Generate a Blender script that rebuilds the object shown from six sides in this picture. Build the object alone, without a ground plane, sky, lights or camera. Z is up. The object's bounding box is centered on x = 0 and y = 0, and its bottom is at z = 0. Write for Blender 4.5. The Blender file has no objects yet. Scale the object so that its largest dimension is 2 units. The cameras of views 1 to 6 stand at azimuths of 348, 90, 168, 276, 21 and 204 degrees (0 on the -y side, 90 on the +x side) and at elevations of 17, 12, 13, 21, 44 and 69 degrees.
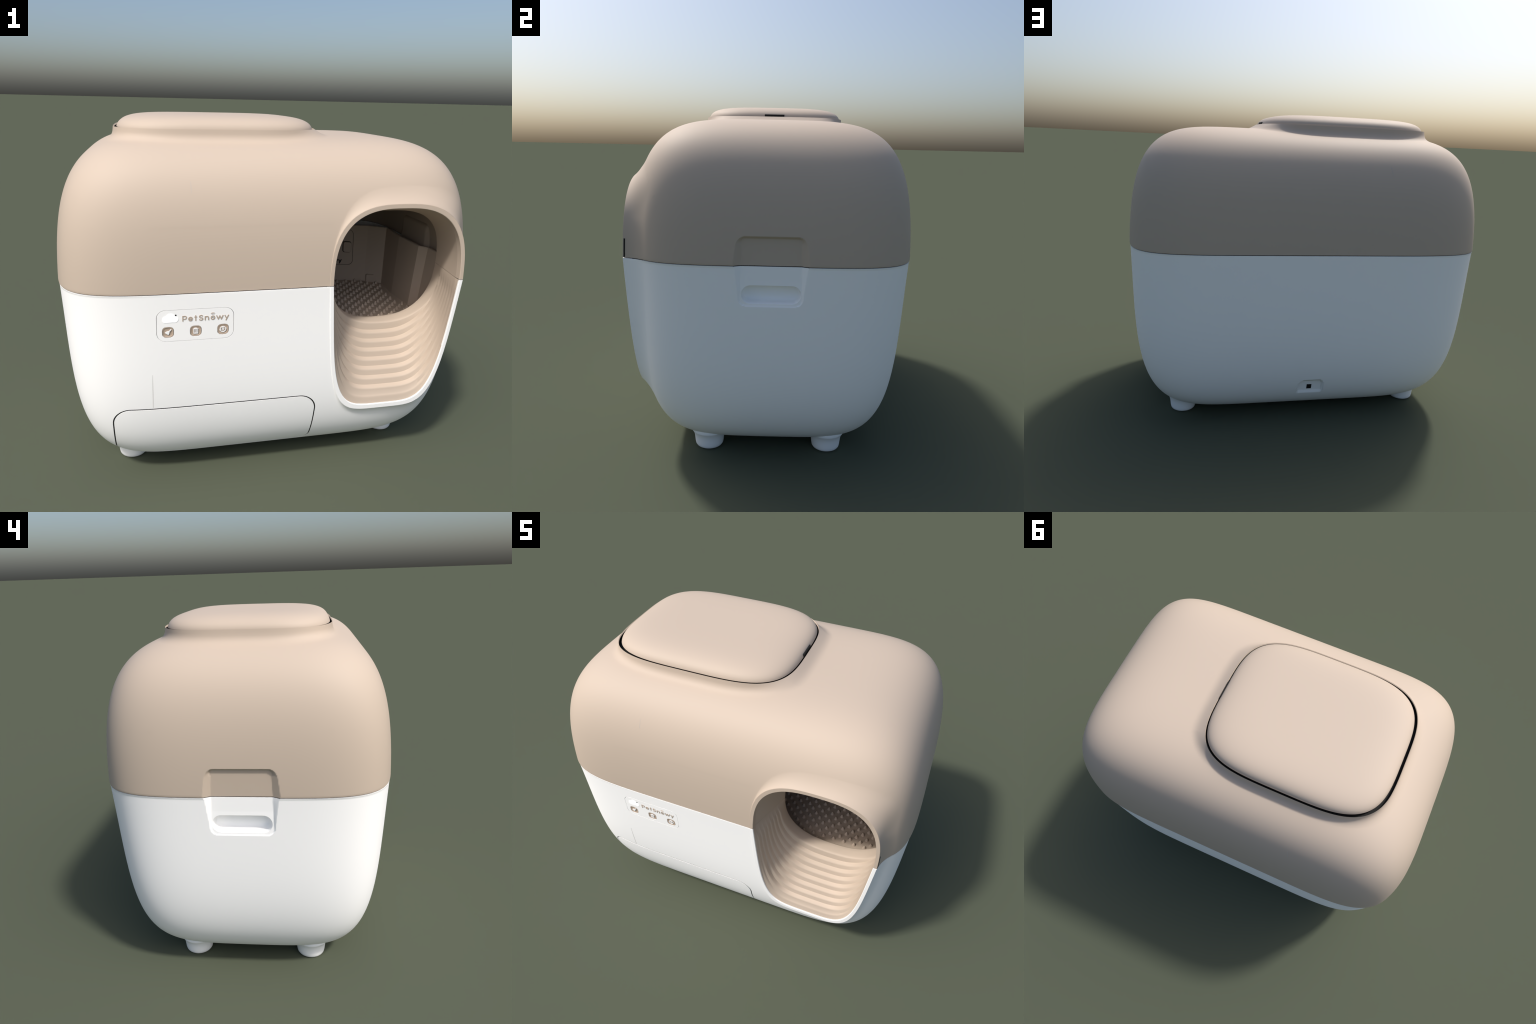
# Self-cleaning pet litter box: two-tone rounded shell, raised lid, ribbed entrance.
import bpy, math
import numpy as np
from mathutils import Vector
from mathutils.geometry import tessellate_polygon

# ------------------------------------------------------------------ materials
def plastic(name, color, rough=0.5, spec=0.5, grain=0.004):
    m = bpy.data.materials.new(name)
    m.use_nodes = True
    nt = m.node_tree
    b = nt.nodes["Principled BSDF"]
    b.inputs["Roughness"].default_value = rough
    b.inputs["Specular IOR Level"].default_value = spec
    tc = nt.nodes.new("ShaderNodeTexCoord")
    nz = nt.nodes.new("ShaderNodeTexNoise")
    nz.inputs["Scale"].default_value = 260.0
    nz.inputs["Detail"].default_value = 2.0
    nt.links.new(tc.outputs["Object"], nz.inputs["Vector"])
    rp = nt.nodes.new("ShaderNodeValToRGB")
    c = np.array(color)
    rp.color_ramp.elements[0].position = 0.3
    rp.color_ramp.elements[1].position = 0.7
    rp.color_ramp.elements[0].color = (*(c * (1 - grain)), 1)
    rp.color_ramp.elements[1].color = (*np.minimum(c * (1 + grain), 1), 1)
    nt.links.new(nz.outputs["Fac"], rp.inputs["Fac"])
    nt.links.new(rp.outputs["Color"], b.inputs["Base Color"])
    return m

BEIGE = plastic("beige_plastic", (0.506, 0.417, 0.337), 0.65, 0.4)
WHITE = plastic("white_plastic", (0.995, 0.995, 0.99), 0.6, 0.4)
LINER = plastic("liner_plastic", (0.506, 0.417, 0.337), 0.65, 0.4)
PRINT = plastic("taupe_print", (0.47, 0.39, 0.32), 0.5, 0.4)
ICON = plastic("icon_white", (0.99, 0.99, 0.99), 0.4, 0.5)
LAMP = plastic("status_lamp", (0.98, 0.98, 0.98), 0.35, 0.5)
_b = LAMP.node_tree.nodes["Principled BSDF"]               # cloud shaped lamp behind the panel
_b.inputs["Emission Color"].default_value = (1, 1, 1, 1)
_b.inputs["Emission Strength"].default_value = 0.25
BUTTON = plastic("button_plastic", (0.47, 0.37, 0.29), 0.45, 0.4)
BLACK = plastic("black_print_and_gap", (0.012, 0.012, 0.012), 0.7, 0.2)  # for print, and for solids standing in for dark gaps
DARK_LINE = plastic("dark_line_brown", (0.05, 0.042, 0.035), 0.7, 0.2)  # for flat ribbons standing in for shaded grooves
GLITCH = plastic("hairline_grey", (0.45, 0.42, 0.40), 0.7, 0.2)

# ------------------------------------------------------------------ body form
ZS = 1.018                       # height of the seam between the two shells
HX, HY = 1.003, 0.6755           # half size at the seam
UP = dict(kx=-.009, ky=-.006, a=.795, b=.754, c=1.267, n=5.525, m=5.314, z=1.653)
LO = dict(kx=.015, ky=.0309, a=1.1046, b=.9989, c=2.0616, n=7.5, m=5.285, z=.0093, k2=-.1062)

HXL, HYL = 1.0025, .6782

def body_gauge(x, y, z):
    """Superquadric rounded box, one set of radii above the seam, one below."""
    x, y = np.abs(x), np.abs(y)
    h = z - ZS
    q = UP
    u = np.maximum(x - (HX - q['kx'] * h - q['a']), 0) / q['a']
    v = np.maximum(y - (HY - q['ky'] * h - q['b']), 0) / q['b']
    w = np.maximum(z - (q['z'] - q['c']), 0) / q['c']
    gu = ((u ** q['n'] + v ** q['n']) ** (q['m'] / q['n']) + w ** q['m']) ** (1 / q['m']) - 1
    q = LO
    h = np.maximum(-h, 0)
    s = q['k2'] * h * h
    u = np.maximum(x - (HXL - q['kx'] * h - s - q['a']), 0) / q['a']
    v = np.maximum(y - (HYL - q['ky'] * h - s - q['b']), 0) / q['b']
    w = np.maximum(q['z'] + q['c'] - z, 0) / q['c']
    gl = ((u ** q['n'] + v ** q['n']) ** (q['m'] / q['n']) + w ** q['m']) ** (1 / q['m']) - 1
    k = np.clip((z - ZS) / .024 + .5, 0, 1)
    return gl + (gu - gl) * k * k * (3 - 2 * k)

def root_along(f, p, d, hi=1.6, steps=34):
    lo = np.zeros(len(p)); hi = np.full(len(p), float(hi))
    for _ in range(steps):
        m = (lo + hi) * .5
        q = p + d * m[:, None]
        ins = f(q[:, 0], q[:, 1], q[:, 2]) < 0
        lo = np.where(ins, m, lo); hi = np.where(ins, hi, m)
    return (lo + hi) * .5

# y-profile of the front face, tabulated once and interpolated
_zt = np.linspace(0.06, 1.64, 400)
_p = np.stack([np.full(400, .3), np.zeros(400), _zt], 1)
_yt = root_along(body_gauge, _p, np.tile([0., -1., 0.], (400, 1)))
_yt = np.convolve(np.pad(_yt, 4, mode='edge'), np.ones(9) / 9, 'valid')
def face_y(z):
    return np.interp(z, _zt, _yt)
_xt = root_along(body_gauge, np.stack([np.zeros(400), np.zeros(400), _zt], 1), np.tile([1., 0., 0.], (400, 1)))
def face_x(z):
    return np.interp(z, _zt, _xt)

def rim_y(z):
    """The rim of the entrance stands almost upright, proud of the rounded body."""
    h = np.asarray(z, float) - ZS
    return np.where(h > 0, 0.6728 - .035 * h, .6728 + .035 * h - .042 * h * h)

# ---- entrance outlines (front view): gauge and curve share one description
def sgnpow(v, e):
    return np.sign(v) * np.abs(v) ** e

class Outline:
    """Closed egg outline: super-ellipse above zc, tapered super-ellipse below."""
    def __init__(s, xc, zc, w, up, down, n_up, n_dn, taper, shift):
        s.xc, s.zc, s.w, s.up, s.down = xc, zc, w, up, down
        s.nu, s.nd, s.taper, s.shift = n_up, n_dn, taper, shift
    def dist(s, x, z):
        h = np.maximum(s.zc - z, 0)
        w = np.maximum(s.w - s.taper * h, .05)
        u = np.abs(x - s.xc - s.shift * h) / w
        v = np.abs(z - s.zc) / np.where(z > s.zc, s.up, s.down)
        n = np.where(z > s.zc, s.nu, s.nd)
        g = (u ** n + v ** n + 1e-12) ** (1 / n) - 1
        return g * s.w
    def curve(s, t):
        c, q = np.cos(t), np.sin(t)
        n = np.where(q >= 0, s.nu, s.nd)
        z = s.zc + np.where(q >= 0, s.up, s.down) * sgnpow(q, 2 / n)
        h = np.maximum(s.zc - z, 0)
        x = s.xc + s.shift * h + np.maximum(s.w - s.taper * h, .05) * sgnpow(c, 2 / n)
        return x, z

def resample(pts, n):
    d = np.r_[0, np.cumsum(np.linalg.norm(np.diff(pts, axis=0), axis=1))]
    k = np.linspace(0, d[-1], n)
    return np.stack([np.interp(k, d, pts[:, i]) for i in range(pts.shape[1])], 1)
def half_curve(o, upper, n, gap):
    """Even steps along the upper (right to left) or lower (left to right) half of an outline."""
    t = np.linspace(0, math.pi, 4001) + (0 if upper else math.pi)
    x, z = o.curve(t)
    p = resample(np.stack([x, z], 1), n)
    z = np.maximum(p[:, 1], ZS + gap) if upper else np.minimum(p[:, 1], ZS - gap)
    return p[:, 0], z
def grown(o, k):
    return Outline(o.xc, o.zc, o.w + k, o.up + k, o.down + k, o.nu, o.nd, o.taper, o.shift)
RIM_OUT = Outline(.541, ZS, .330, .3675, .683, 2.85, 4.7, .082, 0)
RIM_IN = Outline(.541, ZS, .312, .3465, .657, 2.80, 4.6, .082, 0)
THROAT = Outline(.594, ZS, .291, .284, .300, 3.0, 2.5, .0, .0)

# ---- lid outline (plan view)
LIDC = (-.237, 0.0)
LIDZ = 1.682
SEAT = (.491, .398)
def lid_dist(x, y, hx, hy, n=3.8, cx=LIDC[0]):
    g = (np.abs((x - cx) / hx) ** n + np.abs((y - LIDC[1]) / hy) ** n + 1e-12) ** (1 / n) - 1
    return g * hy

def smin(a, b, k):
    h = np.clip(.5 + .5 * (b - a) / k, 0, 1)
    return b * (1 - h) + a * h - k * h * (1 - h)
def smax(a, b, k):
    return -smin(-a, -b, k)

def latch_x(y, z):
    """Outer limit |x| inside the side latch recess (flat pocket and finger slot)."""
    half = np.where(z > ZS, .163 - .06 * (z - ZS), .163 - .075 * (ZS - z))
    r = .040
    ry, top, bot = half - r, 1.149 - r, .832 + r
    dy = np.abs(y) - ry
    dz = np.maximum(z - top, bot - z)
    py, pz = np.maximum(dy, 0), np.maximum(dz, 0)
    o = np.hypot(py, pz) + np.minimum(np.maximum(dy, dz), 0) - r
    turn = np.where(py + pz > 0, pz / np.maximum(np.hypot(py, pz), 1e-9), (dz > dy) * 1.0)
    dr = .030 - .016 * np.clip((1.0 - z) / .14, 0, 1)
    dr = dr + (.009 - dr) * turn * turn
    side = np.clip((o + dr) / dr, 0, 3)
    return .9815 + .03 * np.maximum(.95 - z, 0) + .0155 * side

PILL = (.002, .890, .090, .0415)              # finger slot: centre y, z, half length of axis, radius
def pill_f(x, y, z):
    c = np.hypot(np.maximum(np.abs(y - PILL[0]) - PILL[2], 0), z - PILL[1]) - PILL[3]
    return np.where(np.abs(x) > .8, -c, -1.0)

def socket_y(x, z):
    """Outer limit y of the power socket recess on the back."""
    xc = x + .009
    hw = .080 - .10 * np.maximum(z - .20, 0)
    d = np.maximum(np.abs(xc) - hw + .03, 0); e = np.maximum(z - .28 + .03, 0)
    o = np.hypot(d, e) - .03
    return .5555 + .26 * np.maximum(z - .20, 0) + .030 * np.clip((o + .008) / .008, 0, 8)

def body(x, y, z):
    g = body_gauge(x, y, z)
    f = g * .80
    # flared collar round the entrance
    yr = -rim_y(z)
    proud = np.maximum(body_gauge(x, yr, z) * .80, 0)      # how far the rim stands out here
    end = np.clip((np.abs(z - ZS) / np.where(z > ZS, .3675, .683) - .5) / .5, 0, 1)
    flare = .25 + np.where(z > ZS, .50, .22) * end * end * (3 - 2 * end)
    d = RIM_OUT.dist(x, z) - flare * .09 * np.tanh((y - yr) / .09)
    col = np.maximum(d, yr - .05 - y)
    col = np.where((y < -.2) & (z < 1.6), col, 1.0)
    f = smin(f, col, np.minimum(.034, .0005 + .9 * proud))
    # raised seat of the lid
    ft = g * 1.25
    rise = np.clip((x - LIDC[0] - .30) / .20, 0, 1)
    rise = rise * rise * (3 - 2 * rise) * np.clip((.42 - np.abs(y)) / .16, 0, 1)
    d = lid_dist(x, y, *SEAT) - .10 * (LIDZ - z) - 1.1 * rise * .035 * np.tanh((LIDZ - z) / .035)
    seat = np.maximum(d, z - LIDZ - .05)
    seat = np.where(z > 1.2, seat, 1.0)
    f = np.where(z > 1.3, np.minimum(f, smin(ft, seat, .030)), f)
    # recesses
    near = (np.abs(y) < .22) & (z > .78) & (z < 1.20) & (np.abs(x) > .7)
    f = np.where(near, np.maximum(f, np.abs(x) - latch_x(y, z)), f)
    near = (np.abs(x) < .13) & (z > .10) & (z < .32) & (y > .4)
    f = np.where(near, np.maximum(f, y - socket_y(x, z)), f)
    return np.maximum(f, .036 - z)

# ------------------------------------------------------------------ mesh tools
def lines(a, b, step, fine=()):
    """Grid stations from a to b, denser inside the fine intervals."""
    out = [a]
    while out[-1] < b - 1e-6:
        s = step
        for lo, hi, fs in fine:
            if lo <= out[-1] < hi:
                s = fs
        out.append(min(out[-1] + s, b))
    if len(out) > 2 and out[-1] - out[-2] < step * .3:
        out.pop(-2)
    return np.array(out)

CEN = np.array([-.20, 0.0, .90])

def star_mesh():
    X = lines(-1.05, 1.05, .0115, [(-.56, -.22, .009)])
    Y = lines(-.72, .72, .0115, [(-.19, .19, .0045)])
    Z = lines(0, 1.76, .0115, [(.81, 1.17, .0045), (1.55, 1.76, .009)])
    idx, pts, faces = {}, [], []
    def grid(A, B, mk, flip):
        ids = np.empty((len(A), len(B)), int)
        for i, a in enumerate(A):
            for j, b in enumerate(B):
                p = mk(a, b)
                k = (round(p[0] * 1e5), round(p[1] * 1e5), round(p[2] * 1e5))
                v = idx.get(k)
                if v is None:
                    v = idx[k] = len(pts); pts.append(p)
                ids[i, j] = v
        q = np.stack([ids[:-1, :-1], ids[1:, :-1], ids[1:, 1:], ids[:-1, 1:]], -1).reshape(-1, 4)
        faces.append(q[:, ::-1] if flip else q)
    grid(X, Y, lambda a, b: (a, b, Z[-1]), False); grid(X, Y, lambda a, b: (a, b, Z[0]), True)
    grid(X, Z, lambda a, b: (a, Y[0], b), False); grid(X, Z, lambda a, b: (a, Y[-1], b), True)
    grid(Y, Z, lambda a, b: (X[-1], a, b), False); grid(Y, Z, lambda a, b: (X[0], a, b), True)
    P = np.array(pts); D = P - CEN
    D /= np.linalg.norm(D, axis=1)[:, None]
    C = np.tile(CEN, (len(P), 1))
    t = root_along(body, C, D)
    V = C + D * t[:, None]
    return V, np.concatenate(faces)

def gradient(f, V, h=.0015):
    g = np.zeros_like(V)
    for k in range(3):
        a, b = V.copy(), V.copy(); a[:, k] += h; b[:, k] -= h
        g[:, k] = f(*a.T) - f(*b.T)
    return g / np.maximum(np.linalg.norm(g, axis=1), 1e-12)[:, None]

def mesh_normals(V, F):
    n = np.zeros_like(V)
    q = np.array([[f[0], f[1], f[2]] for f in F])
    c = np.cross(V[q[:, 1]] - V[q[:, 0]], V[q[:, 2]] - V[q[:, 0]])
    for k in range(3):
        np.add.at(n, q[:, k], c)
    return n / np.maximum(np.linalg.norm(n, axis=1), 1e-12)[:, None]

def clip(S, f, snap=None):
    """Keep the part of surface S = (V, N, faces) where f < 0, cut exactly on f = 0."""
    V, N, F = S
    val = f(V[:, 0], V[:, 1], V[:, 2])
    val = np.where(np.abs(val) < 1e-9, 1e-9, val)
    ins = val < 0
    newV, newN, cut = [], [], {}
    def cross(a, b):
        k = (a, b) if a < b else (b, a)
        if k not in cut:
            a, b = k
            t = val[a] / (val[a] - val[b])
            cut[k] = len(V) + len(newV)
            newV.append(V[a] + t * (V[b] - V[a]))
            n = N[a] + t * (N[b] - N[a])
            newN.append(n / max(np.linalg.norm(n), 1e-9))
        return cut[k]
    out = []
    for face in F:
        s = [ins[i] for i in face]
        if all(s):
            out.append(tuple(face)); continue
        if not any(s):
            continue
        g = []
        for i in range(len(face)):
            a, b = face[i], face[(i + 1) % len(face)]
            if ins[a]: g.append(a)
            if ins[a] != ins[b]: g.append(cross(a, b))
        if len(g) > 2: out.append(tuple(g))
    if newV and snap is not None:
        newV = snap(np.array(newV)); newN = gradient(body, newV)
    AV = np.concatenate([V, np.array(newV)]) if len(newV) else V
    AN = np.concatenate([N, np.array(newN)]) if len(newV) else N
    used = np.unique(np.concatenate([np.array(f) for f in out]))
    rm = np.full(len(AV), -1); rm[used] = np.arange(len(used))
    return AV[used], AN[used], [tuple(int(rm[i]) for i in f) for f in out]

def split(S, f, gap):
    return clip(S, lambda x, y, z: f(x, y, z) + gap), clip(S, lambda x, y, z: gap - f(x, y, z))

def thicken(S, th, D=None):
    """Closed shell: outer skin, inner skin and side walls along open borders."""
    V, N, F = S
    n = len(V)
    IV = V - N * th if D is None else V + np.asarray(D) * th
    faces = list(F) + [tuple(i + n for i in reversed(f)) for f in F]
    edges = {}
    for f in F:
        for i in range(len(f)):
            a, b = f[i], f[(i + 1) % len(f)]
            if (b, a) in edges: del edges[(b, a)]
            else: edges[(a, b)] = 1
    WV, WN = [], []
    base = 2 * n
    for a, b in edges:
        d = V[b] - V[a]
        w = np.cross(d, N[a] + N[b]); w /= max(np.linalg.norm(w), 1e-12)
        k = base + len(WV)
        WV += [V[a], V[b], IV[b], IV[a]]; WN += [w] * 4
        faces.append((k + 1, k, k + 3, k + 2))
    AV = np.concatenate([V, IV] + ([np.array(WV)] if WV else []))
    AN = np.concatenate([N, -N] + ([np.array(WN)] if WV else []))
    return AV, AN, faces

def make(name, V, F, mat, parent=None, N=None, smooth=True, origin=None):
    me = bpy.data.meshes.new(name)
    V = np.asarray(V, float)
    me.from_pydata([tuple(map(float, v)) for v in V], [], [tuple(int(i) for i in f) for f in F])
    me.materials.append(mat)
    if smooth:
        me.polygons.foreach_set("use_smooth", [True] * len(me.polygons))
    if N is not None:
        me.normals_split_custom_set_from_vertices([tuple(map(float, n)) for n in N])
    me.update()
    ob = bpy.data.objects.new(name, me)
    bpy.context.collection.objects.link(ob)
    ob.parent = parent
    return ob

def by_angle(ob, deg=35):
    ob.data.set_sharp_from_angle(angle=math.radians(deg))

def loft(rows, closed=True, flip=False):
    """Quad strip through rows of equal length (lists of points)."""
    rows = [np.asarray(r, float) for r in rows]
    m = len(rows[0]); V = np.concatenate(rows); F = []
    for i in range(len(rows) - 1):
        for j in range(m if closed else m - 1):
            k = (j + 1) % m
            q = (i * m + j, i * m + k, (i + 1) * m + k, (i + 1) * m + j)
            F.append(q[::-1] if flip else q)
    return V, F

def join(parts):
    V, F, o = [], [], 0
    for v, f in parts:
        V.append(np.asarray(v, float)); F += [tuple(i + o for i in q) for q in f]; o += len(v)
    return np.concatenate(V), F

def box(cx, cy, cz, sx, sy, sz):
    x, y, z = sx / 2, sy / 2, sz / 2
    V = [(cx + i * x, cy + j * y, cz + k * z) for i in (-1, 1) for j in (-1, 1) for k in (-1, 1)]
    F = [(0, 1, 3, 2), (4, 6, 7, 5), (0, 4, 5, 1), (2, 3, 7, 6), (0, 2, 6, 4), (1, 5, 7, 3)]
    return np.array(V), F

# ------------------------------------------------------------------ the thing
root = bpy.data.objects.new("pet_litter_box", None)
bpy.context.collection.objects.link(root)
root["label"] = "beige and white rounded litter box with ribbed entrance and lid"
root["category"] = "litter box"

V, F = star_mesh()
N = gradient(body, V)
skin = (V, N, [tuple(f) for f in F.tolist()])

# cut away the surroundings of the entrance and of the lid; fine bands replace them
CUT_E, CUT_L = .045, .036
EDGE = grown(RIM_OUT, CUT_E)
def onto_y(V):
    p = V.copy(); p[:, 1] = -.35
    t = root_along(body, p, np.tile([0., -1., 0.], (len(p), 1)), hi=.45)
    p[:, 1] -= t
    return p
def onto_z(V):
    p = V.copy(); p[:, 2] = 1.3
    t = root_along(body, p, np.tile([0., 0., 1.], (len(p), 1)), hi=.45)
    p[:, 2] += t
    return p
skin = clip(skin, lambda x, y, z: np.where(y < -.2, -EDGE.dist(x, z), -1.0), onto_y)
skin = clip(skin, lambda x, y, z: np.where(z > 1.4, -lid_dist(x, y, SEAT[0] + CUT_L, SEAT[1] + CUT_L), -1.0), onto_z)
lower, upper = split(skin, lambda x, y, z: z - ZS, .0020)

# drawer front, cut out of the lower shell
def rrect(x, z, x0, x1, z0, z1, r, r2=None):
    if r2 is not None:
        r = np.where(z > (z0 + z1) / 2, r, r2)
    dx = np.abs(x - (x0 + x1) / 2) - (x1 - x0) / 2 + r
    dz = np.abs(z - (z0 + z1) / 2) - (z1 - z0) / 2 + r
    return np.hypot(np.maximum(dx, 0), np.maximum(dz, 0)) + np.minimum(np.maximum(dx, dz), 0) - r
def drawer_f(x, y, z):
    return np.where(y < -.2, rrect(x, z, -.771, .191, .118, .446, .085, .055), 1.0)
PX0, PX1, PZ0, PZ1 = -.560, -.225, .796, .945
def panel_f(x, y, z):
    return np.where(y < -.2, rrect(x, z, PX0, PX1, PZ0, PZ1, .038), 1.0)
def onto_x(V):
    p = V.copy(); sg = np.sign(p[:, 0]); p[:, 0] = .6 * sg
    t = root_along(body, p, np.stack([sg, 0 * sg, 0 * sg], 1), hi=.45)
    p[:, 0] += sg * t
    return p
lower = clip(lower, pill_f, onto_x)
drawer, lower = split(lower, drawer_f, .0032)
panel, lower = split(lower, panel_f, .0009)

BUTTONS = [(-.512, .840), (-.392, .840), (-.272, .840)]
def button_f(x, z, bx, bz):
    return (np.abs((x - bx) / .0255) ** 3.2 + np.abs((z - bz) / .0262) ** 3.2 + 1e-12) ** (1 / 3.2) - 1
for bx, bz in BUTTONS:
    panel = clip(panel, lambda x, y, z: -button_f(x, z, bx, bz) * .024)

def merge(S, T):
    n = len(S[0])
    return (np.concatenate([S[0], T[0]]), np.concatenate([S[1], T[1]]), list(S[2]) + [tuple(i + n for i in f) for f in T[2]])
STEPS = np.array([0, .0006, .0018, .0035, .006, .009, .0125, .0165, .021, .026, .032, .038, 1])
def entrance_band(upper):
    rows = []
    for k in STEPS:
        x, z = half_curve(grown(RIM_OUT, min(k, CUT_E)), upper, 260, .0020)
        p = np.stack([x, np.zeros(len(x)), z], 1)
        p = onto_y(p)
        if k == 0: p[:, 1] = -rim_y(z)
        rows.append(p)
    v, f = loft(rows, closed=False, flip=True)
    return v, gradient(body, v), f
def lid_band():
    t = np.linspace(0, 2 * np.pi, 4001)
    rows = []
    for k in STEPS:
        k = min(k, CUT_L)
        p = resample(np.stack([LIDC[0] + (SEAT[0] + k) * sgnpow(np.cos(t), 2 / 3.8), (SEAT[1] + k) * sgnpow(np.sin(t), 2 / 3.8), np.zeros(len(t))], 1), 361)[:-1]
        p = onto_z(p)
        p[:, 2] = np.minimum(p[:, 2], LIDZ)
        if k == 0: p[:, 2] = LIDZ
        rows.append(p)
    v, f = loft(rows, closed=True, flip=True)
    return v, gradient(body, v), f
upper = merge(merge(thicken(upper, .020), thicken(entrance_band(True), .020, (0, 1, 0))), thicken(lid_band(), .030, (0, 0, -1)))
def finger_slot(side):
    M = 120
    a = np.linspace(0, 2 * np.pi, 2001)
    base = np.stack([PILL[0] + np.sign(np.cos(a)) * PILL[2] * (np.abs(np.cos(a)) > 1e-9), np.full(2001, PILL[1])], 1)
    ring = resample(base + PILL[3] * np.stack([np.cos(a), np.sin(a)], 1), M + 1)[:-1]
    axis = np.stack([np.clip(ring[:, 0], PILL[0] - PILL[2], PILL[0] + PILL[2]), np.full(M, PILL[1])], 1)
    edge = onto_x(np.stack([np.full(M, side * .9), ring[:, 0], ring[:, 1]], 1))
    floor_x = .934
    rows = []
    for shrink, deep in ((1, 0), (.985, .02), (.955, .08), (.93, .25), (.90, .55), (.86, .78), (.78, .91), (.62, .975), (.35, 1)):
        q = axis + (ring - axis) * shrink
        x = np.abs(edge[:, 0]) * (1 - deep) + floor_x * deep
        rows.append(np.stack([side * x, q[:, 0], q[:, 1]], 1))
    v, f = loft(rows, closed=True, flip=(side < 0))
    n = mesh_normals(v, f)
    k = 8 * M
    f.append(tuple(range(k, k + M))[::-1] if side > 0 else tuple(range(k, k + M)))
    a0, b0, c0 = (v[f[-1][i]] for i in (0, M // 3, 2 * M // 3))
    if np.cross(b0 - a0, c0 - a0)[0] * side < 0:
        f[-1] = f[-1][::-1]
    n[k:] = (side, 0, 0)
    return v, n, f
lower = merge(thicken(lower, .020), thicken(entrance_band(False), .020, (0, 1, 0)))
for sd in (-1, 1):
    lower = merge(lower, finger_slot(sd))
drawer = thicken(drawer, .020)
panel = thicken(panel, .006)
def shell(name, S, mat, parent=root):
    return make(name, S[0], S[2], mat, parent, S[1])
upper_ob = shell("upper_shell", upper, BEIGE)
lower_ob = shell("lower_shell", lower, WHITE)
drawer_ob = shell("waste_drawer", drawer, WHITE)
panel_ob = shell("control_panel", panel, WHITE)

# ---- entrance rim: flat band plus a short inner wall, white below, beige above
def rim_part(upper_half, name, mat):
    t = np.zeros(260)
    xo, zo = half_curve(RIM_OUT, upper_half, 260, .0020)
    xi, zi = half_curve(RIM_IN, upper_half, 260, .0020)
    row = lambda x, z, dy: np.stack([x, -rim_y(z) + dy, z], 1)
    mid = lambda k: (xo + (xi - xo) * k, zo + (zi - zo) * k)
    rows = [row(xo, zo, .030), row(xo, zo, .001), row(*mid(.06), -.0006), row(*mid(.90), -.0006), row(xi, zi, .0015), row(xi, zi, .032) if mat is BEIGE else row(xi, zi, .009), row(xo, zo, .030)]
    v, f = loft(rows, closed=False)
    caps = []
    m = len(t)
    for e in (0, m - 1):
        c = [i * m + e for i in range(6)]
        caps.append(tuple(c) if e else tuple(reversed(c)))
    ob = make(name, v, f + caps, mat, upper_ob if mat is BEIGE else lower_ob)
    by_angle(ob, 30)
    return ob
rim_part(True, "entrance_rim", BEIGE)
rim_part(False, "entrance_rim", WHITE)

# ---- tunnel from the rim to the throat, stepped ribs on the lower half
def tunnel(ribs, name, parent):
    xi, zi = half_curve(RIM_IN, not ribs, 240, .0006); xb, zb = half_curve(THROAT, not ribs, 240, .0006)
    yi = -rim_y(zi) + (.006 if ribs else .031)
    yb = -.402 + .034 * np.clip((ZS - zb) / .3, 0, 1)
    A = np.stack([xi, yi, zi], 1); B = np.stack([xb, yb, zb], 1)
    mid = np.array([.565, 0, ZS - .02])
    # stair profile: (share of the depth, share of the rise) from rim to throat
    prof = [(0, 0)]
    if ribs:
        def nosing(p, c, q):                     # rounded convex corner c between p and q
            p, c, q = map(np.array, (p, c, q))
            return [tuple((1 - k) ** 2 * (c + (p - c) * .22) + 2 * k * (1 - k) * c + k * k * (c + (q - c) * .35)) for k in np.linspace(0, 1, 6)]
        prof += nosing((0, 0), (.028, .092), (.058, .123)) + [(.058, .123)]
        y0, z0 = .058, .123
        for k in range(7):
            prof += nosing((y0, z0), (y0 + .022, z0 + .080), (y0 + .0986, z0 + .107)) + [(y0 + .0986, z0 + .107)]
            y0 += .0986; z0 += .107
        prof += nosing((y0, z0), (.765, .985), (1, 1)) + [(.93, 1.0), (1, 1)]
    else:
        prof = [(k, k) for k in np.linspace(0, 1, 13)]
    rows = []
    for py, pz in prof:
        near = np.clip((ZS - zi) / .13, 0, 1)[:, None]
        late = max(0, (py - .093) / .907)              # straight run level with the upper half
        q = late + (pz - late) * near * near * (3 - 2 * near) if ribs else pz
        p = A + (B - A) * q
        p[:, 1] = A[:, 1] + (B[:, 1] - A[:, 1]) * py
        rows.append(p)
    # rounded lip at the throat
    out = B - mid; out[:, 1] = 0; out /= np.linalg.norm(out, axis=1)[:, None]
    for k in (20, 45, 70, 90):
        a = math.radians(k)
        rows.append(B + np.array([0, .012 * math.sin(a), 0]) + out * .012 * (1 - math.cos(a)))
    last = rows[-1]
    rows.append(last + out * .015)
    rows.append(A + (last - A) * .5 + out * .030)
    rows.append(A + out * .004 + np.array([0, .004, 0]))
    v, f = loft(rows, closed=False)
    ob = make(name, v, f, LINER, parent)
    by_angle(ob, 28)
    return ob
tunnel(False, "entrance_tunnel", upper_ob)
tunnel(True, "ribbed_entry_ramp", lower_ob)

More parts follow.
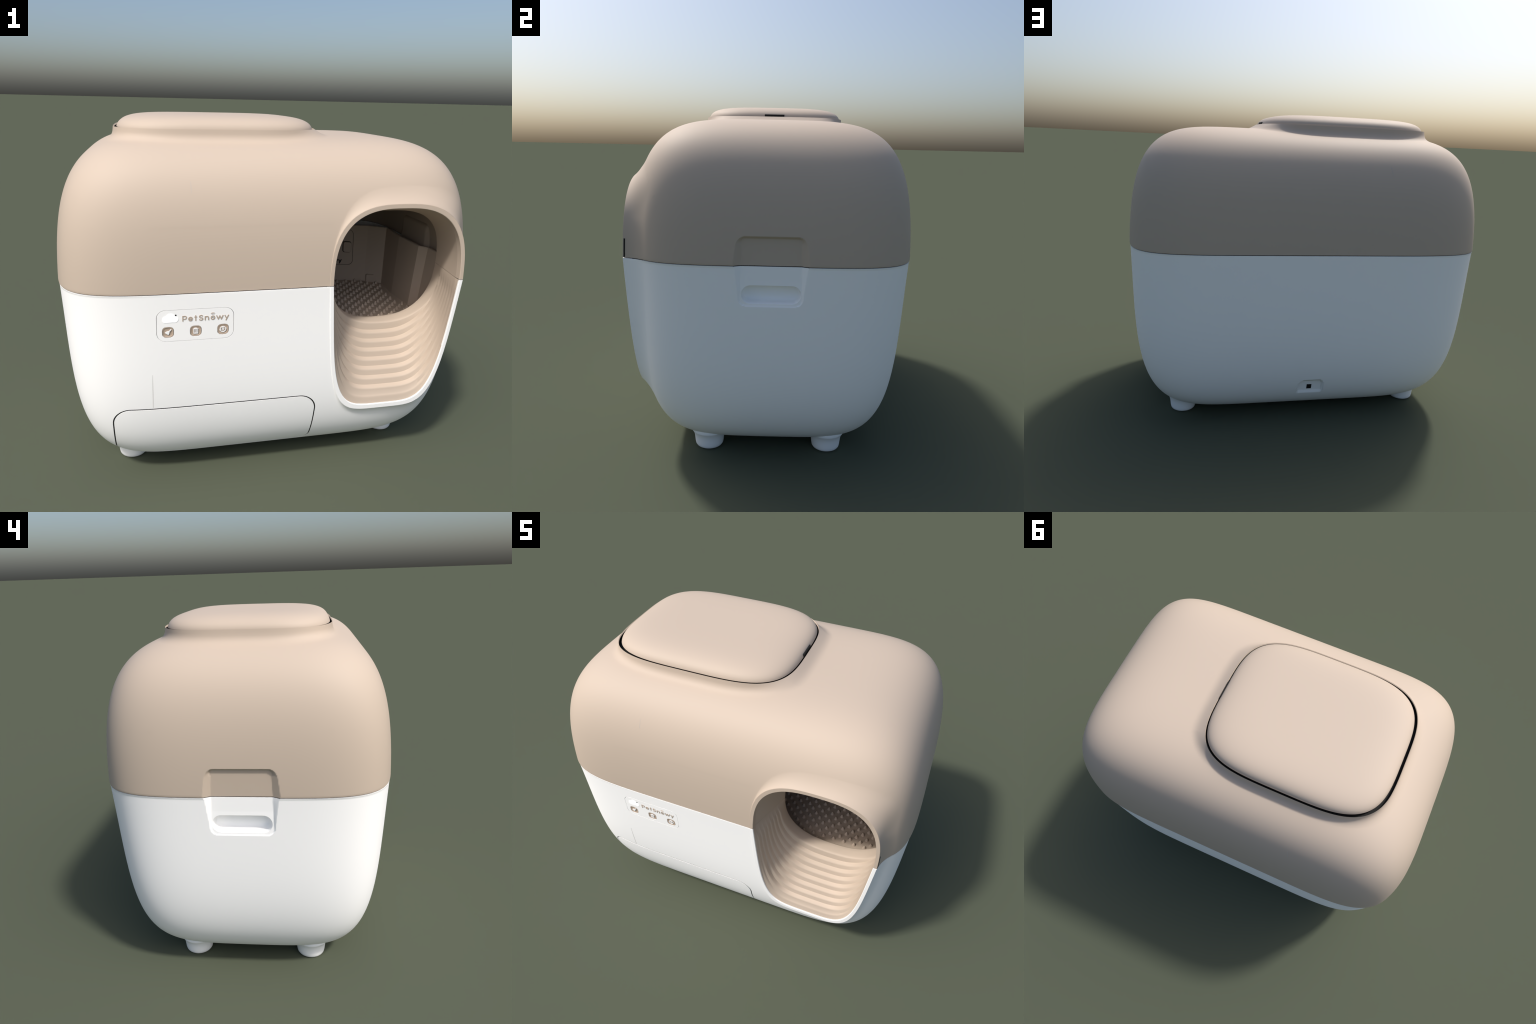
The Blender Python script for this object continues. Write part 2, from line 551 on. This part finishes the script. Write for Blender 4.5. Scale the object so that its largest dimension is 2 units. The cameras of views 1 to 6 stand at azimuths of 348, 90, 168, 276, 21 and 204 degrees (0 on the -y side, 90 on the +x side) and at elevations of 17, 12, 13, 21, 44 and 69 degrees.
# ---- lid
def lid():
    M = 160
    t = np.linspace(0, 2 * np.pi, M, endpoint=False)
    def ring(s, z, n):
        return np.stack([LIDC[0] + .004 + .4805 * s * sgnpow(np.cos(t), 2 / n), .3885 * s * sgnpow(np.sin(t), 2 / n), np.full(M, z)], 1)
    rows = [ring(.90, LIDZ - .006, 3.8), ring(.985, LIDZ - .005, 3.8)]
    for a in np.linspace(0, 1, 46) ** 1.4:
        ang = a * math.pi / 2
        r = max(math.cos(ang), 0) ** (2 / 6.0); z = LIDZ - .022 + .0815 * math.sin(ang) ** (2 / 2.8)
        if z > LIDZ - .003:
            rows.append(ring(max(r, .02), z, 3.8 - 1.2 * (1 - r)))
    v, f = loft(rows)
    f.append(tuple(range(M))[::-1]); k = (len(rows) - 1) * M; f.append(tuple(range(k, k + M)))
    ob = make("lid", v, f, BEIGE, root)
    by_angle(ob, 40)
    return ob
lid_ob = lid()
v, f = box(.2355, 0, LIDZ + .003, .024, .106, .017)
notch_block = make("lid_notch_block", v, f, BLACK, lid_ob, smooth=False)  # solid black box stands in for the finger opening

# ---- feet
def foot(x, y):
    prof = [(.001, 0), (.058, 0), (.0665, .003), (.0705, .009), (.0728, .02), (.0742, .035), (.0758, .05), (.0785, .064), (.083, .076), (.089, .086), (.094, .094), (.08, .115), (.04, .13)]
    t = np.linspace(0, 2 * np.pi, 64, endpoint=False)
    rows = [np.stack([x + r * np.cos(t), y + r * np.sin(t), np.full(64, z)], 1) for r, z in prof]
    v, f = loft(rows)
    f.append(tuple(range(64))[::-1])
    make("foot", v, f, WHITE, root)
for sx in (-1, 1):
    for sy in (-1, 1):
        foot(.70 * sx, .302 * sy)

# ---- power socket in the back recess: a solid black block replaces the hole
v, f = box(-.005, .0, .2245, .028, .016, .030)
v[:, 1] += .5555 + .26 * np.maximum(v[:, 2] - .20, 0) - .0070          # follows the sloping niche
sock = make("socket_block", v, f, BLACK, lower_ob, smooth=False)

# ---- tray, floor mat and studs inside
TRAY = [(.22, -.375), (-.78, -.375), (-.85, -.30), (-.865, 0), (-.85, .33), (-.78, .42), (-.2, .425), (.35, .40), (.80, .29), (.896, .230), (.879, .035), (.889, -.165), (.922, -.205), (.925, -.335)]
FLOOR, WALL = .682, 1.042
LOW, HIGH = (1.0, .96), (1.018, 1.08)          # tray walls lean outwards
def tray():
    P = np.array(TRAY)
    def up(z, s=1.0):
        k = (z - FLOOR) / (WALL - FLOOR)
        return np.stack([P[:, 0] * (LOW[0] + (HIGH[0] - LOW[0]) * k) * s, P[:, 1] * (LOW[1] + (HIGH[1] - LOW[1]) * k) * s, np.full(len(P), z)], 1)
    inner = loft([up(FLOOR - .02), up(WALL), up(WALL + .004, 1.004), up(WALL + .003, 1.02), up(WALL - .02, 1.02), up(WALL - .03, 1.008), up(FLOOR - .03, 1.006)], closed=False)
    ob = make("litter_tray", inner[0], inner[1], LINER, root, smooth=False)
    return ob
tray_ob = tray()
def floor():
    P = np.array(TRAY) * [LOW[0] * .999, LOW[1] * .999]
    n = len(P)
    v = np.concatenate([np.c_[P, np.full(n, FLOOR)], np.c_[P, np.full(n, FLOOR - .03)]])
    f = [tuple(range(n))[::-1], tuple(range(n, 2 * n))]
    f += [(i, (i + 1) % n, (i + 1) % n + n, i + n) for i in range(n)]
    return make("floor_mat", v, f, LINER, tray_ob, smooth=False)
mat_ob = floor()
def studs():
    P = np.array(TRAY) * [.965, .925]
    def inside(x, y):
        c = False; j = len(P) - 1
        for i in range(len(P)):
            if (P[i][1] > y) != (P[j][1] > y) and x < (P[j][0] - P[i][0]) * (y - P[i][1]) / (P[j][1] - P[i][1]) + P[i][0]:
                c = not c
            j = i
        return c
    t = np.linspace(0, 2 * np.pi, 12, endpoint=False)
    prof = [(.0125, -.001), (.0118, .001), (.0042, .0170), (.0028, .0188), (.0005, .0194)]
    parts = []
    for i in range(-34, 34):
        for j in range(-16, 16):
            x = .0306 + .0306 * (i + .0) ; y = .0024 + .0303 * j
            if (i + j) % 2 or not inside(x, y) or y < -.345:
                continue
            parts.append(loft([np.stack([x + r * np.cos(t), y + r * np.sin(t), np.full(12, FLOOR + z)], 1) for r, z in prof]))
    v, f = join(parts)
    ob = make("mat_stud", v, f, LINER, mat_ob)
    ob["kind"] = "stuff"
studs()

# ------------------------------------------------------------------ printing on the control panel
def front_y(x, z):
    x, z = np.atleast_1d(x).astype(float), np.atleast_1d(z).astype(float)
    p = np.stack([x, np.full(len(x), -.3), z], 1)
    t = root_along(body, p, np.tile([0., -1., 0.], (len(x), 1)), hi=.6)
    return -.3 - t
LIFT = [0]
def on_panel(x, z, out):
    return np.stack([x, front_y(x, z) - out, z], 1)

def ribbon(pts, w, surf=on_panel, lift=.0012):
    """Flat pen stroke with round ends through the given (x, z) points."""
    P = np.array(pts, float)
    d = np.gradient(P, axis=0); d /= np.linalg.norm(d, axis=1)[:, None]
    nrm = np.stack([-d[:, 1], d[:, 0]], 1)
    L, R = P + nrm * w / 2, P - nrm * w / 2
    cap = lambda c, dd, nn, a0: [c + (nn * math.cos(a) + dd * math.sin(a)) * w / 2 for a in np.linspace(0, math.pi, 9)]
    if np.linalg.norm(P[0] - P[-1]) < 1e-6:
        end = []; start = []
    else:
        end = cap(P[-1], d[-1], nrm[-1], 0)[1:-1]
        start = cap(P[0], -d[0], -nrm[0], 0)[1:-1]
    LIFT[0] += 1
    out = lift + .00012 * (LIFT[0] % 5)
    m = len(P)
    top = np.concatenate([L, R])
    F = [(i, i + 1, m + i + 1, m + i) for i in range(m - 1)]
    V2 = list(top)
    def fan(c, arc, a, b):
        base = len(V2); V2.append(c); V2.extend(arc)
        ring = [a] + [base + 1 + i for i in range(len(arc))] + [b]
        for i in range(len(ring) - 1): F.append((base, ring[i], ring[i + 1]))
    if len(end):
        fan(P[-1], end, m - 1, 2 * m - 1); fan(P[0], start, m, 0)
    V2 = np.array(V2)
    return extrude(V2, F, out, surf)

def extrude(V2, F, out, surf=on_panel):
    """Lift a flat (x, z) patch off the surface with a closed border wall."""
    V2 = np.asarray(V2, float)
    # orient faces outwards (towards -y)
    G = []
    for f in F:
        a, b, c = V2[f[0]], V2[f[1]], V2[f[2]]
        cr = (b[0] - a[0]) * (c[1] - a[1]) - (b[1] - a[1]) * (c[0] - a[0])
        G.append(f if cr > 0 else tuple(reversed(f)))
    top = surf(V2[:, 0], V2[:, 1], out); bot = surf(V2[:, 0], V2[:, 1], -.0008)
    n = len(V2); e = {}
    for f in G:
        for i in range(len(f)):
            a, b = f[i], f[(i + 1) % len(f)]
            if (b, a) in e: del e[(b, a)]
            else: e[(a, b)] = 1
    W = [(b, a, a + n, b + n) for a, b in e]
    return np.concatenate([top, bot]), G + W

def filled(pts, surf=on_panel, lift=.0012):
    P = np.array(pts, float)
    tris = tessellate_polygon([[Vector((p[0], p[1], 0)) for p in P]])
    LIFT[0] += 1
    return extrude(P, [tuple(t) for t in tris], lift + .00012 * (LIFT[0] % 5), surf)

def arc(cx, cz, rx, rz, a0, a1, n=22):
    a = np.radians(np.linspace(a0, a1, n))
    return [(cx + rx * math.cos(t), cz + rz * math.sin(t)) for t in a]
def seg(*p, n=6):
    out = []
    for a, b in zip(p[:-1], p[1:]):
        out += [(a[0] + (b[0] - a[0]) * k / n, a[1] + (b[1] - a[1]) * k / n) for k in range(n)]
    return out + [p[-1]]

# letters as pen centre lines: capital height 125, small letters 92 high
def glyphs():
    r = 46
    g = {}
    g['P'] = ([seg((0, 0), (0, 125)), seg((0, 125), (50, 125)) + arc(52, 87, 40, 38, 88, -88) + seg((50, 49), (0, 49))], 150)
    g['e'] = ([arc(r, r, r, r, 6, 318, 34), seg((2, r), (90, r))], 160)
    g['t'] = ([seg((21, 0), (21, 125)), seg((0, 90), (42, 90))], 115)
    g['S'] = ([arc(43, 93, 40, 32, 30, 268, 24) + arc(43, 31, 43, 31, 88, -150, 24)], 150)
    g['n'] = ([seg((0, 0), (0, 92)), seg((0, 44), (0, 50)) + arc(43, 50, 43, 42, 178, 2) + seg((86, 50), (86, 0))], 155)
    g['o'] = ([arc(r, r, r, r, 0, 360, 40)], 145)
    g['w'] = ([seg((0, 92), (42, 0)), seg((42, 0), (81, 88)), seg((81, 88), (120, 0)), seg((120, 0), (162, 92))], 215)
    g['y'] = ([seg((0, 92), (46, 4)), seg((92, 92), (28, -38))], 130)
    return g
def word(text, x0, z0, unit, pen, surf=on_panel):
    g = glyphs()
    letters, info, x = [], {}, x0
    for c in text:
        strokes, adv = g[c]
        parts = [ribbon([(x + p[0] * unit, z0 + p[1] * unit * 1.06) for p in s], pen, surf) for s in strokes]
        letters.append((c, join(parts)))
        info[c] = x
        x += adv * unit
    return letters, info

U = 1.68e-4
letters, info = word("PetSnowy", -.4475, .8915, U, .0048)
for c, (v, f) in letters:
    make("letter", v, f, PRINT, panel_ob, smooth=False)
# signal mark over the letter o, and its centre dot
ox = info['o'] + 46 * U
oz = .8915 + 46 * U * 1.06
v, f = join([ribbon(arc(ox, oz + .0110, .0130, .0130, 50, 130, 12), .0017), ribbon(arc(ox, oz + .0110, .0080, .0080, 50, 130, 10), .0015)])
make("signal_mark", v, f, PRINT, panel_ob, smooth=False)
v, f = filled(arc(ox, oz, .0022, .0022, 0, 345, 14))
make("indicator_dot", v, f, BLACK, panel_ob, smooth=False)
v, f = filled(arc(-.4775, .9205, .0036, .0036, 0, 345, 16))
make("indicator_dot", v, f, BLACK, panel_ob, smooth=False)
# cloud: outline of overlapping discs taken radially
cl = [(-.518, .9005, .0165), (-.500, .910, .0185), (-.482, .9015, .0150), (-.500, .897, .0120)]
ring = []
for a in np.radians(np.arange(0, 360, 5)):
    d = np.array([math.cos(a), math.sin(a)]); best = 0
    for cx, cz, r in cl:
        o = np.array([-.501 - cx, .900 - cz]); b = o @ d; disc = b * b - (o @ o - r * r)
        if disc > 0: best = max(best, -b + math.sqrt(disc))
    p = np.array([-.501, .900]) + d * best
    ring.append((p[0], max(p[1], .8870)))
v, f = filled(ring)
make("cloud_lamp", v, f, LAMP, panel_ob, smooth=False)

# buttons: dished caps set in the panel
def dish(bx, bz):
    M = 64
    t = np.linspace(0, 2 * np.pi, M, endpoint=False)
    y0 = front_y(np.array([bx]), np.array([bz]))[0]
    def ring(s, dy):
        x = bx + .0247 * s * sgnpow(np.cos(t), 2 / 3.2); z = bz + .0254 * s * sgnpow(np.sin(t), 2 / 3.2)
        slope = front_y(np.full(M, bx), z)
        return np.stack([x, slope + dy, z], 1)
    rows = [ring(.955, .012), ring(.955, .0010), ring(.93, .0004), ring(.88, .0006), ring(.80, .0018), ring(.70, .0028), ring(.56, .0033), ring(.02, .0034)]
    v, f = loft(rows)
    k = 7 * M
    f.append(tuple(range(k, k + M)))
    v, f = v, [tuple(q) for q in f]
    ob = make("button", v, f, BUTTON, panel_ob)
    by_angle(ob, 60)
    return ob
button_obs = [dish(*b) for b in BUTTONS]
def on_button(x, z, out):
    return np.stack([x, front_y(x, z) + .0012 - out, z], 1)
bx, bz = BUTTONS[0]                                     # broom
v, f = join([ribbon(seg((bx + .013, bz + .013), (bx + .003, bz + .002)), .0044, on_button),
             filled([(bx + .002, bz + .006), (bx + .007, bz - .001), (bx + .0015, bz - .013), (bx - .002, bz - .010), (bx - .009, bz - .006), (bx - .0135, bz - .001), (bx - .006, bz + .004)], on_button)])
make("broom_icon", v, f, ICON, button_obs[0], smooth=False)
bx, bz = BUTTONS[1]                                     # bin
v, f = join([filled([(bx - .0125, bz + .0085), (bx + .0125, bz + .0085), (bx + .0075, bz + .0115), (bx + .004, bz + .0145), (bx - .004, bz + .0145), (bx - .0075, bz + .0115)], on_button),
             ribbon(seg((bx - .0085, bz + .007), (bx - .0085, bz - .010)), .0036, on_button),
             ribbon(seg((bx + .0085, bz + .007), (bx + .0085, bz - .010)), .0036, on_button),
             ribbon(seg((bx - .0085, bz - .0115), (bx + .0085, bz - .0115)), .0038, on_button),
             ribbon(seg((bx - .0028, bz + .007), (bx - .0028, bz - .009)), .0026, on_button),
             ribbon(seg((bx + .0028, bz + .007), (bx + .0028, bz - .009)), .0026, on_button)])
make("bin_icon", v, f, ICON, button_obs[1], smooth=False)
bx, bz = BUTTONS[2]                                     # reset mark: broken ring and R
v, f = join([ribbon(arc(bx, bz, .0125, .0125, 40, 200, 24), .0036, on_button),
             ribbon(arc(bx, bz, .0125, .0125, 222, 378, 24), .0036, on_button),
             filled([(bx + .0085, bz + .002), (bx + .0165, bz + .002), (bx + .0130, bz + .0085)], on_button),
             filled([(bx - .0165, bz - .002), (bx - .0085, bz - .002), (bx - .0130, bz - .0085)], on_button),
             ribbon(seg((bx - .0035, bz - .006), (bx - .0035, bz + .006)), .0026, on_button),
             ribbon(seg((bx - .0035, bz + .006), (bx + .001, bz + .006)) + arc(bx + .001, bz + .003, .003, .003, 85, -85, 10) + seg((bx + .001, bz), (bx - .0035, bz)), .0026, on_button),
             ribbon(seg((bx + .0005, bz), (bx + .0045, bz - .006)), .0026, on_button)])
make("reset_icon", v, f, ICON, button_obs[2], smooth=False)

# ---- second label on the back wall of the tray
BACK0, BACK1 = np.array([.35, .40]), np.array([.80, .29])
def on_back(x, z, out):
    k = (x - BACK0[0]) / (BACK1[0] - BACK0[0])
    m = (z - FLOOR) / (WALL - FLOOR)
    y = (BACK0[1] + k * (BACK1[1] - BACK0[1])) * (LOW[1] + (HIGH[1] - LOW[1]) * m)
    return np.stack([x, y - .0015 - out, z], 1)

# ---- thin grey strips added to copy mesh glitches on the shells
def glitch_strip(x, z0, z1, side, w, parent, lean=0.0):
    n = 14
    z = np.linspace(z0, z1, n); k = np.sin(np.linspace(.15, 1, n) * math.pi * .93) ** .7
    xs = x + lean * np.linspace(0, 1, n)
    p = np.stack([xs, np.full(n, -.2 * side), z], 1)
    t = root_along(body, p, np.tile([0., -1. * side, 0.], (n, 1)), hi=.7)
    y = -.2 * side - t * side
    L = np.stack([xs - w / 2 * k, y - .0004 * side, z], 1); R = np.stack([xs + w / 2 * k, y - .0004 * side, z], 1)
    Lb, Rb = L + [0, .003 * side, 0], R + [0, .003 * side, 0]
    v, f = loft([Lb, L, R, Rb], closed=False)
    make("glitch_line", v, f, GLITCH, parent, smooth=False)
glitch_strip(-.399, 1.438, 1.486, 1, .0016, upper_ob)
glitch_strip(-.588, .455, .632, 1, .0018, lower_ob, .004)
glitch_strip(-.379, 1.438, 1.487, -1, .0016, upper_ob, .010)

# ---- black strip standing in for an open gap between rim and collar
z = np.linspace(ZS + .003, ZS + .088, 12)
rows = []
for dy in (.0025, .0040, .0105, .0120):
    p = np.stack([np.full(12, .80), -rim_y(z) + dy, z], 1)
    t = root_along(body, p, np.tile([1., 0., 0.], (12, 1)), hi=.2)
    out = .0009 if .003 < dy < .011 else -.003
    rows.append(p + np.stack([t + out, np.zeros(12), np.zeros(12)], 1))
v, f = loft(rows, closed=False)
make("rim_gap_strip", v, f, BLACK, upper_ob, smooth=False)

# ---- black strips added to darken the gaps round drawer and between shells
def drawer_gap_strip():
    t = np.linspace(0, 2 * np.pi, 401)[:-1]
    x0, x1, z0, z1, r, r2 = -.771, .191, .118, .446, .085, .055
    pts = []
    for cx, cz, a0, q in ((x1 - r, z1 - r, 0, r), (x0 + r, z1 - r, 90, r), (x0 + r2, z0 + r2, 180, r2), (x1 - r2, z0 + r2, 270, r2)):
        pts += [(cx, cz, math.radians(a), q) for a in np.linspace(a0, a0 + 90, 24)]
    P = np.array(pts)
    path = np.stack([P[:, 0] + P[:, 3] * np.cos(P[:, 2]), P[:, 1] + P[:, 3] * np.sin(P[:, 2])], 1)
    path = resample(np.concatenate([path, path[:1]]), 300)[:-1]
    tang = np.roll(path, -1, 0) - np.roll(path, 1, 0)
    tang /= np.linalg.norm(tang, axis=1)[:, None]
    nrm = np.stack([tang[:, 1], -tang[:, 0]], 1)
    rows = []
    for off, deep in ((-.006, .009), (-.006, .0016), (.006, .0016), (.006, .009)):
        q = path + nrm * (off * .52 if deep < .005 else off)
        p = onto_y(np.stack([q[:, 0], np.zeros(len(q)), q[:, 1]], 1))
        n = gradient(body, p)
        rows.append(p - n * deep)
    v, f = loft(rows, closed=True, flip=True)
    make("drawer_gap_strip", v, f, BLACK, lower_ob)
drawer_gap_strip()
def seam_gap_strip():
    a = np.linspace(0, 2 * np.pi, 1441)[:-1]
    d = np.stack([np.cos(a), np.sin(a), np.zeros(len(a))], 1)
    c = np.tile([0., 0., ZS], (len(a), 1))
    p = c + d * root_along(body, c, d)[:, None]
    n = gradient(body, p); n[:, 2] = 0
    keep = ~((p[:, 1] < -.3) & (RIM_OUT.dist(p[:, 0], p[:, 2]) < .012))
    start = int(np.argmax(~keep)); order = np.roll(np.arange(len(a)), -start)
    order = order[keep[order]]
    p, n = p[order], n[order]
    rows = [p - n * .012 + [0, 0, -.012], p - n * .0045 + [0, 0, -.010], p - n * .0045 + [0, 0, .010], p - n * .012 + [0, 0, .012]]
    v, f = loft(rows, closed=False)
    make("shell_gap_strip", v, f, BLACK, lower_ob)  # added strip, the seam itself is empty
seam_gap_strip()

# ---- label, key and tab on the back wall of the tray
def outline_rect(x0, x1, z0, z1, r):
    pts = []
    for cx, cz, a0 in ((x1 - r, z1 - r, 0), (x0 + r, z1 - r, 90), (x0 + r, z0 + r, 180), (x1 - r, z0 + r, 270)):
        pts += arc(cx, cz, r, r, a0, a0 + 90, 10)
    P = np.array(pts + pts[:1])
    return resample(P, 160)
v, f = ribbon([tuple(q) for q in outline_rect(.39, .722, .788, 1.018, .03)], .0022, on_back, .0004)  # flat dark ribbon laid on the wall instead of a cut line
make("label_border", v, f, DARK_LINE, tray_ob, smooth=False)
lt, _ = word("PetSnowy", .452, .803, U, .0056, on_back)
for c, (v, f) in lt:
    make("letter", v, f, BLACK, tray_ob, smooth=False)
v, f = filled([tuple(q) for q in outline_rect(.660, .706, .874, .938, .010)[:-1]], on_back, .010)
make("key", v, f, LINER, tray_ob, smooth=False)
v, f = ribbon([tuple(q) for q in outline_rect(.658, .709, .871, .941, .012)], .0035, on_back, .0006)  # dark ribbon takes the place of the shaded edge round the key
make("key_dark_outline", v, f, DARK_LINE, tray_ob, smooth=False)
v, f = filled([tuple(q) for q in outline_rect(.808, .856, .660, .732, .008)[:-1]], lambda x, z, out: np.stack([x, .29 - (x - .80) * .48 - .012 - out, z], 1), .012)
make("tray_tab", v, f, LINER, tray_ob, smooth=False)

# ---- black ring added under the lid gap to keep it dark
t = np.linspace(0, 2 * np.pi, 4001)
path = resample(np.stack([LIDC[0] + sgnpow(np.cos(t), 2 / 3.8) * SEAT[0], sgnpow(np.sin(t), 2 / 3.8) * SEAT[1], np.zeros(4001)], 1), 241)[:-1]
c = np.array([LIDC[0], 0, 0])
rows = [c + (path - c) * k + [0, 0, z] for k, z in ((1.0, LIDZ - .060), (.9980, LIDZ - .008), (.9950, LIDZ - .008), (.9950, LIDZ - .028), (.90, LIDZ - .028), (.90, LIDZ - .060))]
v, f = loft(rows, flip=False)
make("lid_gap_ring", v, f, BLACK, upper_ob, smooth=False)
# black plates added to darken the gaps round the three keys
for bx, bz in BUTTONS:
    y0 = front_y(bx, bz)[0]
    v, f = box(bx, y0 + .0105, bz, .058, .004, .058)
    make("key_gap_backing", v, f, BLACK, panel_ob, smooth=False)
